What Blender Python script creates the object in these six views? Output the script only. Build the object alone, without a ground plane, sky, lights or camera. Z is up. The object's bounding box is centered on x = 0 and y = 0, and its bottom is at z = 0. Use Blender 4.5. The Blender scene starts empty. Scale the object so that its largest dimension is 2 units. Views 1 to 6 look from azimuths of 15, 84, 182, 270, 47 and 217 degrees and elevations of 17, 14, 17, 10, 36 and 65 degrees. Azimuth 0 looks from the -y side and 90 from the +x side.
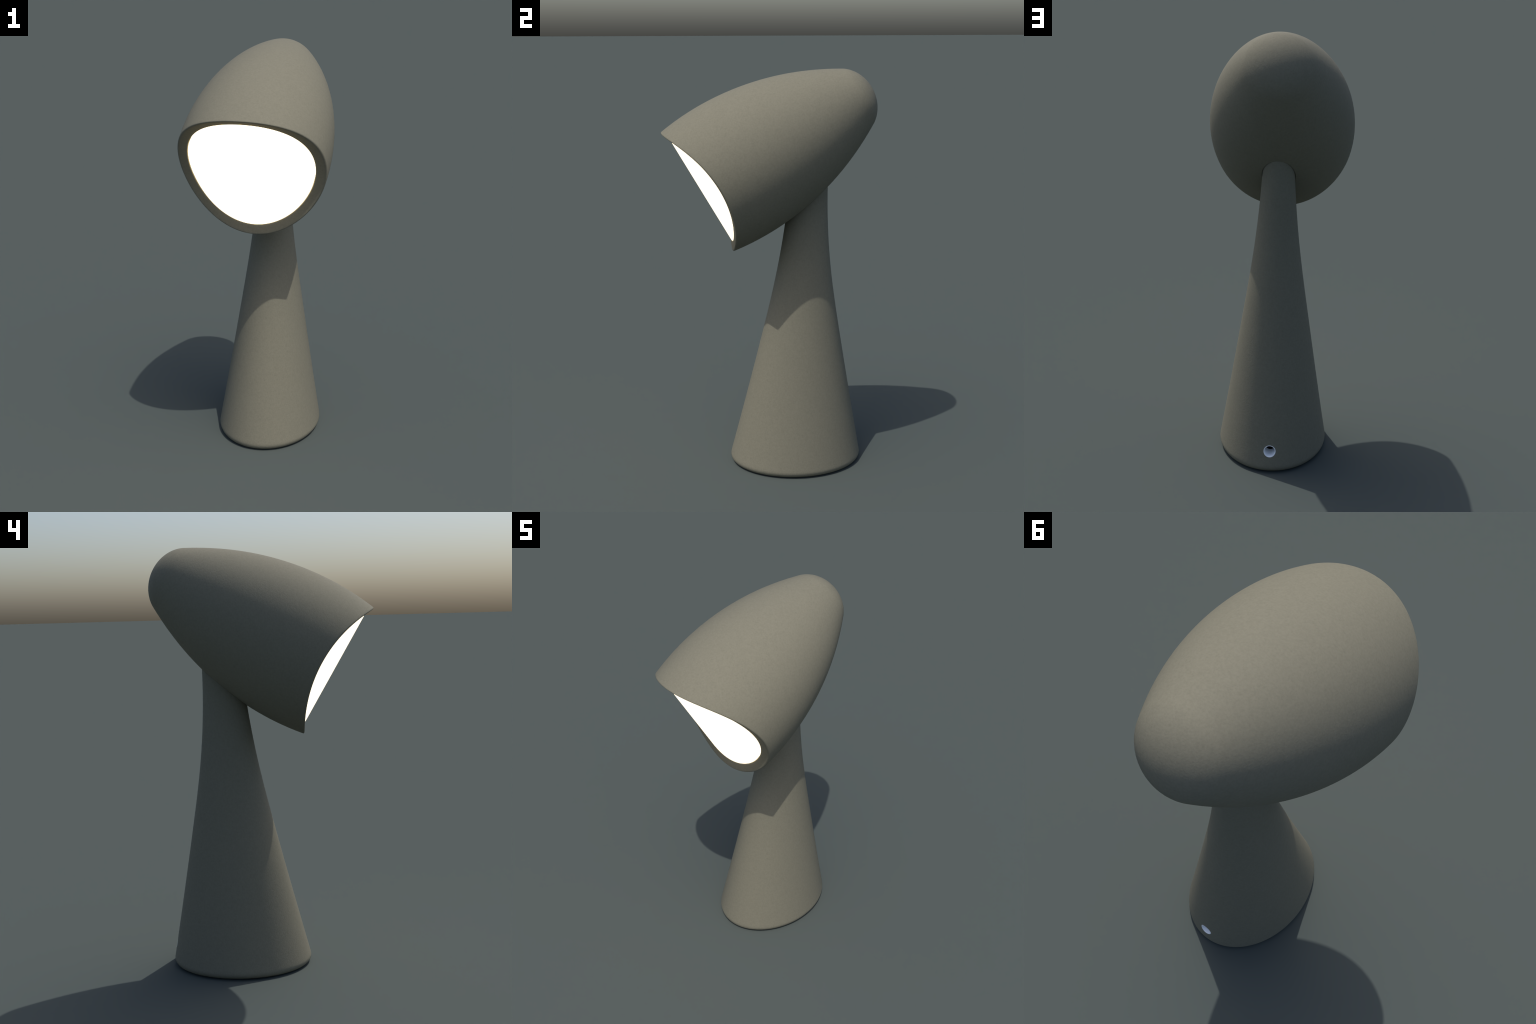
# A small table lamp: an egg-shaped shade, sliced by a curved cut, resting on a
# flared elliptical foot; glowing bent diffuser in the mouth, cable socket behind.
import bpy, bmesh, math
from mathutils import Vector

# ------------------------------------------------------------------ helpers
def spline(xs, ys):
    """Natural cubic spline through a few control points."""
    n = len(xs)
    h = [xs[i + 1] - xs[i] for i in range(n - 1)]
    a, b, c, d = [0.0] * n, [1.0] * n, [0.0] * n, [0.0] * n
    for i in range(1, n - 1):
        a[i], b[i], c[i] = h[i - 1], 2 * (h[i - 1] + h[i]), h[i]
        d[i] = 6 * ((ys[i + 1] - ys[i]) / h[i] - (ys[i] - ys[i - 1]) / h[i - 1])
    # end curvature equals that of the neighbouring knot
    b[1] += a[1]
    b[n - 2] += c[n - 2]
    m = [0.0] * n
    cp, dp = [0.0] * n, [0.0] * n
    for i in range(1, n - 1):
        low = a[i] if i > 1 else 0.0
        den = b[i] - low * cp[i - 1]
        cp[i] = c[i] / den
        dp[i] = (d[i] - low * dp[i - 1]) / den
    for i in range(n - 2, 0, -1):
        m[i] = dp[i] - (cp[i] * m[i + 1] if i < n - 2 else 0.0)
    m[0], m[n - 1] = m[1], m[n - 2]

    def f(x):
        i = 0
        while i < n - 2 and x > xs[i + 1]:
            i += 1
        t, H = x - xs[i], h[i]
        return (ys[i] + t * ((ys[i + 1] - ys[i]) / H - H * (2 * m[i] + m[i + 1]) / 6)
                + m[i] * t * t / 2 + (m[i + 1] - m[i]) * t ** 3 / (6 * H))
    return f


def mesh_object(name, rings, parent, material, cap_start=None, cap_end=None):
    """Loft closed rings of equal length; optional pole points close the ends."""
    bm = bmesh.new()
    rows = [[bm.verts.new(p) for p in ring] for ring in rings]
    n = len(rows[0])
    for r0, r1 in zip(rows, rows[1:]):
        for i in range(n):
            j = (i + 1) % n
            bm.faces.new((r0[i], r0[j], r1[j], r1[i]))
    for pole, row, flip in ((cap_start, rows[0], True), (cap_end, rows[-1], False)):
        if pole is not None:
            v = bm.verts.new(pole)
            for i in range(n):
                j = (i + 1) % n
                bm.faces.new((row[j], row[i], v) if flip else (row[i], row[j], v))
    bmesh.ops.recalc_face_normals(bm, faces=bm.faces)
    me = bpy.data.meshes.new(name)
    bm.to_mesh(me)
    bm.free()
    me.materials.append(material)
    for p in me.polygons:
        p.use_smooth = True
    ob = bpy.data.objects.new(name, me)
    bpy.context.scene.collection.objects.link(ob)
    ob.parent = parent
    return ob


def carve(ob, cutter):
    """Subtract one closed mesh from another for good, keeping hard edges hard."""
    mod = ob.modifiers.new("hole", "BOOLEAN")
    mod.operation, mod.object, mod.solver = "DIFFERENCE", cutter, "EXACT"
    graph = bpy.context.evaluated_depsgraph_get()
    mesh = bpy.data.meshes.new_from_object(ob.evaluated_get(graph))
    ob.modifiers.clear()
    ob.data = mesh
    mesh.name = ob.name
    while len(mesh.materials) > 1:
        mesh.materials.pop()
    for p in mesh.polygons:
        p.material_index = 0
        p.use_smooth = True
    mesh.set_sharp_from_angle(angle=math.radians(40))
    bpy.data.objects.remove(cutter)


# ---------------------------------------------------------------- materials
def node(nt, kind, **inputs):
    nd = nt.nodes.new(kind)
    for k, v in inputs.items():
        nd.inputs[k.replace("_", " ")].default_value = v
    return nd


def stone_paint():
    """Matt greige lacquer with a very fine mottle and orange-peel grain."""
    mat = bpy.data.materials.new("greige_matt_lacquer")
    mat.use_nodes = True
    nt = mat.node_tree
    bsdf = nt.nodes["Principled BSDF"]
    bsdf.inputs["Roughness"].default_value = 0.85
    bsdf.inputs["Specular IOR Level"].default_value = 0.15
    tc = nt.nodes.new("ShaderNodeTexCoord")
    cloud = node(nt, "ShaderNodeTexNoise", Scale=60.0, Detail=4.0, Roughness=0.65)
    grain = node(nt, "ShaderNodeTexNoise", Scale=130.0, Detail=3.0, Roughness=0.7)
    nt.links.new(tc.outputs["Object"], cloud.inputs["Vector"])
    nt.links.new(tc.outputs["Object"], grain.inputs["Vector"])
    mix = node(nt, "ShaderNodeMath")
    mix.operation = "MULTIPLY_ADD"
    mix.inputs[1].default_value = 0.35
    nt.links.new(cloud.outputs["Fac"], mix.inputs[0])
    half = node(nt, "ShaderNodeMath")
    half.operation = "MULTIPLY"
    half.inputs[1].default_value = 0.65
    nt.links.new(grain.outputs["Fac"], half.inputs[0])
    nt.links.new(half.outputs[0], mix.inputs[2])
    ramp = nt.nodes.new("ShaderNodeValToRGB")
    ramp.color_ramp.elements[0].position = 0.30
    ramp.color_ramp.elements[0].color = (*[c * 0.89 for c in PAINT], 1)
    ramp.color_ramp.elements[1].position = 0.60
    ramp.color_ramp.elements[1].color = (*[c * 1.06 for c in PAINT], 1)
    nt.links.new(mix.outputs[0], ramp.inputs["Fac"])
    nt.links.new(ramp.outputs["Color"], bsdf.inputs["Base Color"])
    peel = node(nt, "ShaderNodeTexNoise", Scale=160.0, Detail=3.0, Roughness=0.6)
    nt.links.new(tc.outputs["Object"], peel.inputs["Vector"])
    bump = node(nt, "ShaderNodeBump", Strength=0.15, Distance=0.004)
    nt.links.new(peel.outputs["Fac"], bump.inputs["Height"])
    nt.links.new(bump.outputs["Normal"], bsdf.inputs["Normal"])
    return mat


def simple(name, colour, rough, metal=0.0, glow=None, strength=0.0, variation=0.04):
    mat = bpy.data.materials.new(name)
    mat.use_nodes = True
    nt = mat.node_tree
    bsdf = nt.nodes["Principled BSDF"]
    bsdf.inputs["Roughness"].default_value = rough
    bsdf.inputs["Metallic"].default_value = metal
    tc = nt.nodes.new("ShaderNodeTexCoord")
    noise = node(nt, "ShaderNodeTexNoise", Scale=60.0, Detail=2.0)
    nt.links.new(tc.outputs["Object"], noise.inputs["Vector"])
    ramp = nt.nodes.new("ShaderNodeValToRGB")
    ramp.color_ramp.elements[0].color = (*[c * (1 - variation) for c in colour], 1)
    ramp.color_ramp.elements[1].color = (*colour, 1)
    nt.links.new(noise.outputs["Fac"], ramp.inputs["Fac"])
    nt.links.new(ramp.outputs["Color"], bsdf.inputs["Base Color"])
    if glow:
        bsdf.inputs["Emission Color"].default_value = (*glow, 1)
        bsdf.inputs["Emission Strength"].default_value = strength
    return mat


PAINT = (0.181, 0.173, 0.131)
paint = stone_paint()
opal = simple("glowing_opal_plastic", (0.80, 0.78, 0.72), 0.45, glow=(1.0, 0.78, 0.48), strength=3.0)
white = simple("white_glossy_plastic", (0.97, 0.98, 1.0), 0.35, variation=0.01)
black = simple("plain_black", (0.01, 0.01, 0.01), 0.6)

lamp = bpy.data.objects.new("table_lamp", None)
bpy.context.scene.collection.objects.link(lamp)
lamp["label"] = "greige egg-headed table lamp with glowing curved mouth"
lamp["category"] = "table lamp"

# -------------------------------------------------------------------- shade
# Body of revolution; s runs along its axis from the mouth plane (0) backwards.
MOUTH = Vector((0.0, -0.3552, 1.4180))      # centre of the mouth plane
TILT = math.radians(30.0)                   # axis climbs 30 degrees to the back
AXIS = Vector((0, math.cos(TILT), math.sin(TILT)))
UP = Vector((0, -math.sin(TILT), math.cos(TILT)))
S_END = 0.9057                              # where the rounded nose begins
radius = spline([0, 0.1811, 0.3623, 0.5434, 0.7246, S_END],
                [0.3346, 0.3495, 0.3392, 0.3040, 0.2416, 0.1493])
NOSE = 0.0745                               # depth of the nose
LIP_DEPTH = 0.025
HOLE_X, HOLE_H, HOLE_UP = 0.2970, 0.2940, 0.0035   # oval opening inside the lip
SEG = 256


def place(s, x, h):
    return MOUTH + AXIS * s + UP * h + Vector((x, 0, 0))


def cut(x):
    """The mouth is cut by a bent sheet, its sides swept back."""
    return 1.04 * x * x - 0.5 * x ** 4 - 0.002


def rim_s(theta):
    s = 0.0
    for _ in range(25):
        s = cut(radius(s) * math.sin(theta))
    return s


def shade_column(theta):
    """Points (s, x, h) down one meridian: seat, lip, rounded edge, body, nose."""
    s0 = rim_s(theta)
    r0 = radius(s0)
    ix, ih = HOLE_X * math.sin(theta), HOLE_UP + HOLE_H * math.cos(theta)
    ox, oh = r0 * math.sin(theta), r0 * math.cos(theta)
    li = cut(ix) + LIP_DEPTH
    pts = [(li + 0.05, ix, ih), (li + 0.012, ix, ih)]
    F = 0.009                                # edge rounding
    inner, corner = Vector((li, ix, ih)), Vector((s0, ox, oh))
    e1 = corner + (inner - corner).normalized() * F
    r2 = radius(s0 + F)
    e2 = Vector((s0 + F, r2 * math.sin(theta), r2 * math.cos(theta)))
    wall = Vector((li + 0.004, ix, ih))      # the inner arris is eased as well
    face = inner + (corner - inner).normalized() * 0.004
    for k in range(5):
        t = k / 4
        pts.append(tuple(wall * (1 - t) ** 2 + inner * 2 * t * (1 - t) + face * t * t))
    pts += [tuple(face.lerp(e1, k / 6)) for k in range(1, 6)]
    for k in range(9):
        t = k / 8
        pts.append(tuple(e1 * (1 - t) ** 2 + corner * 2 * t * (1 - t) + e2 * t * t))
    N = 90
    for k in range(1, N + 1):
        s = s0 + F + (S_END - s0 - F) * k / N
        pts.append((s, radius(s) * math.sin(theta), radius(s) * math.cos(theta)))
    slope = (radius(S_END - 1e-3) - radius(S_END)) / 1e-3
    a0 = math.atan(slope)
    for k in range(1, 32):
        a = a0 + (math.pi / 2 - a0) * k / 32
        r = radius(S_END) * math.cos(a) / math.cos(a0)
        pts.append((S_END + NOSE * (math.sin(a) - math.sin(a0)) / (1 - math.sin(a0)),
                    r * math.sin(theta), r * math.cos(theta)))
    return pts


angles = [2 * math.pi * i / SEG for i in range(SEG)]
columns = [shade_column(t) for t in angles]
rings = [[place(*column[k]) for column in columns] for k in range(len(columns[0]))]
shade = mesh_object("lamp_shade", rings, lamp, paint, cap_start=place(0.09, 0, 0), cap_end=place(S_END + NOSE, 0, 0))

# ----------------------------------------------------------------- diffuser
# A bent opal sheet with real thickness, sunk into the lip.
SLIT, THICK = 0.002, 0.02
steps = [i / 40 for i in range(1, 41)]


def sheet(r, t, depth):
    x, h = r * (HOLE_X - SLIT) * math.sin(t), HOLE_UP + r * (HOLE_H - SLIT) * math.cos(t)
    sag = 0.005 * min(1.0, max(0.0, (abs(x) - 0.17) / 0.11)) ** 2   # sits a touch deeper at its sides
    return place(cut(x) + depth + sag, x, h)


rings = [[sheet(q, t, LIP_DEPTH) for t in angles] for q in steps]
rings += [[sheet(q, t, LIP_DEPTH + THICK) for t in angles] for q in reversed(steps)]
mesh_object("diffuser", rings, lamp, opal,
            cap_start=place(LIP_DEPTH, 0, HOLE_UP), cap_end=place(LIP_DEPTH + THICK, 0, HOLE_UP))

# --------------------------------------------------------------------- foot
KNOTS = [0.04, 0.35, 0.70, 1.00, 1.30]
centre_y = spline(KNOTS, [0.1306, 0.1436, 0.1580, 0.1699, 0.1838])
half_y = spline(KNOTS, [0.3353, 0.2677, 0.1943, 0.1381, 0.1025])
half_x = spline(KNOTS, [0.2607, 0.2090, 0.1534, 0.1088, 0.0783])
FILLET = 0.0355


def foot_ring(z, shrink):
    return [Vector(((half_x(z) - shrink) * math.sin(t),
                    centre_y(z) + (half_y(z) - shrink) * math.cos(t), z)) for t in angles]


rings = []
for k in range(11):                          # rounded bottom edge
    a = math.pi / 2 * k / 10
    rings.append(foot_ring(FILLET * (1 - math.sin(a)), FILLET * (1 - math.cos(a))))
rings.reverse()
rings = [foot_ring(FILLET * (1 - math.sin(math.pi / 2 * (1 - k / 10))),
                   FILLET * (1 - math.cos(math.pi / 2 * (1 - k / 10)))) for k in range(10)]
TOP = 1.48
for k in range(121):
    rings.append(foot_ring(FILLET + (TOP - FILLET) * k / 120, 0.0))
foot = mesh_object("lamp_foot", rings, lamp, paint,
                   cap_start=Vector((0, centre_y(0), 0)), cap_end=Vector((0, centre_y(TOP), TOP)))

# ------------------------------------------------------------- cable socket
SOCKET = Vector((0.0, 0.0, 0.105))           # height of the hole, on the back
SOCKET.y = centre_y(SOCKET.z) + half_y(SOCKET.z)
OUTER, INNER, DEEP = 0.0290, 0.0252, 0.077
HOLLOW = 0.15


BULGE = half_y(SOCKET.z) / (2 * half_x(SOCKET.z) ** 2)   # ... and its roundness
LEAN = -0.185                                # the socket's face follows the wall


def tube_ring(r, y, n=64):
    turn = [2 * math.pi * i / n for i in range(n)]
    return [Vector((SOCKET.x + r * math.sin(t), y + LEAN * r * math.cos(t) - BULGE * (r * math.sin(t)) ** 2,
                    SOCKET.z + r * math.cos(t))) for t in turn]


cutter = mesh_object("socket_cutter", [tube_ring(OUTER + 0.0003, SOCKET.y + 0.06),
                                       tube_ring(OUTER + 0.0003, SOCKET.y - DEEP - HOLLOW - 0.01)], None, black,
                     cap_start=Vector((SOCKET.x, SOCKET.y + 0.06, SOCKET.z)),
                     cap_end=Vector((SOCKET.x, SOCKET.y - DEEP - HOLLOW - 0.01, SOCKET.z)))
carve(foot, cutter)

# pocket in the shade that takes the neck, a hair wider than the neck itself
GAP = 0.0025
neck = mesh_object("neck_cutter", [foot_ring(1.05 + (TOP + 0.004 - 1.05) * k / 30, -GAP) for k in range(31)], None, black,
                   cap_start=Vector((0, centre_y(1.05), 1.05)), cap_end=Vector((0, centre_y(TOP), TOP + 0.004)))
carve(shade, neck)

FRONT = SOCKET.y
BACK = SOCKET.y - DEEP
grommet = [tube_ring(OUTER, BACK), tube_ring(OUTER, FRONT - 0.002), tube_ring(OUTER - 0.001, FRONT - 0.0005),
           tube_ring(OUTER - 0.002, FRONT), tube_ring(INNER + 0.001, FRONT), tube_ring(INNER, FRONT - 0.001),
           tube_ring(INNER, BACK + 0.004)]
mesh_object("cable_socket", grommet, lamp, white)
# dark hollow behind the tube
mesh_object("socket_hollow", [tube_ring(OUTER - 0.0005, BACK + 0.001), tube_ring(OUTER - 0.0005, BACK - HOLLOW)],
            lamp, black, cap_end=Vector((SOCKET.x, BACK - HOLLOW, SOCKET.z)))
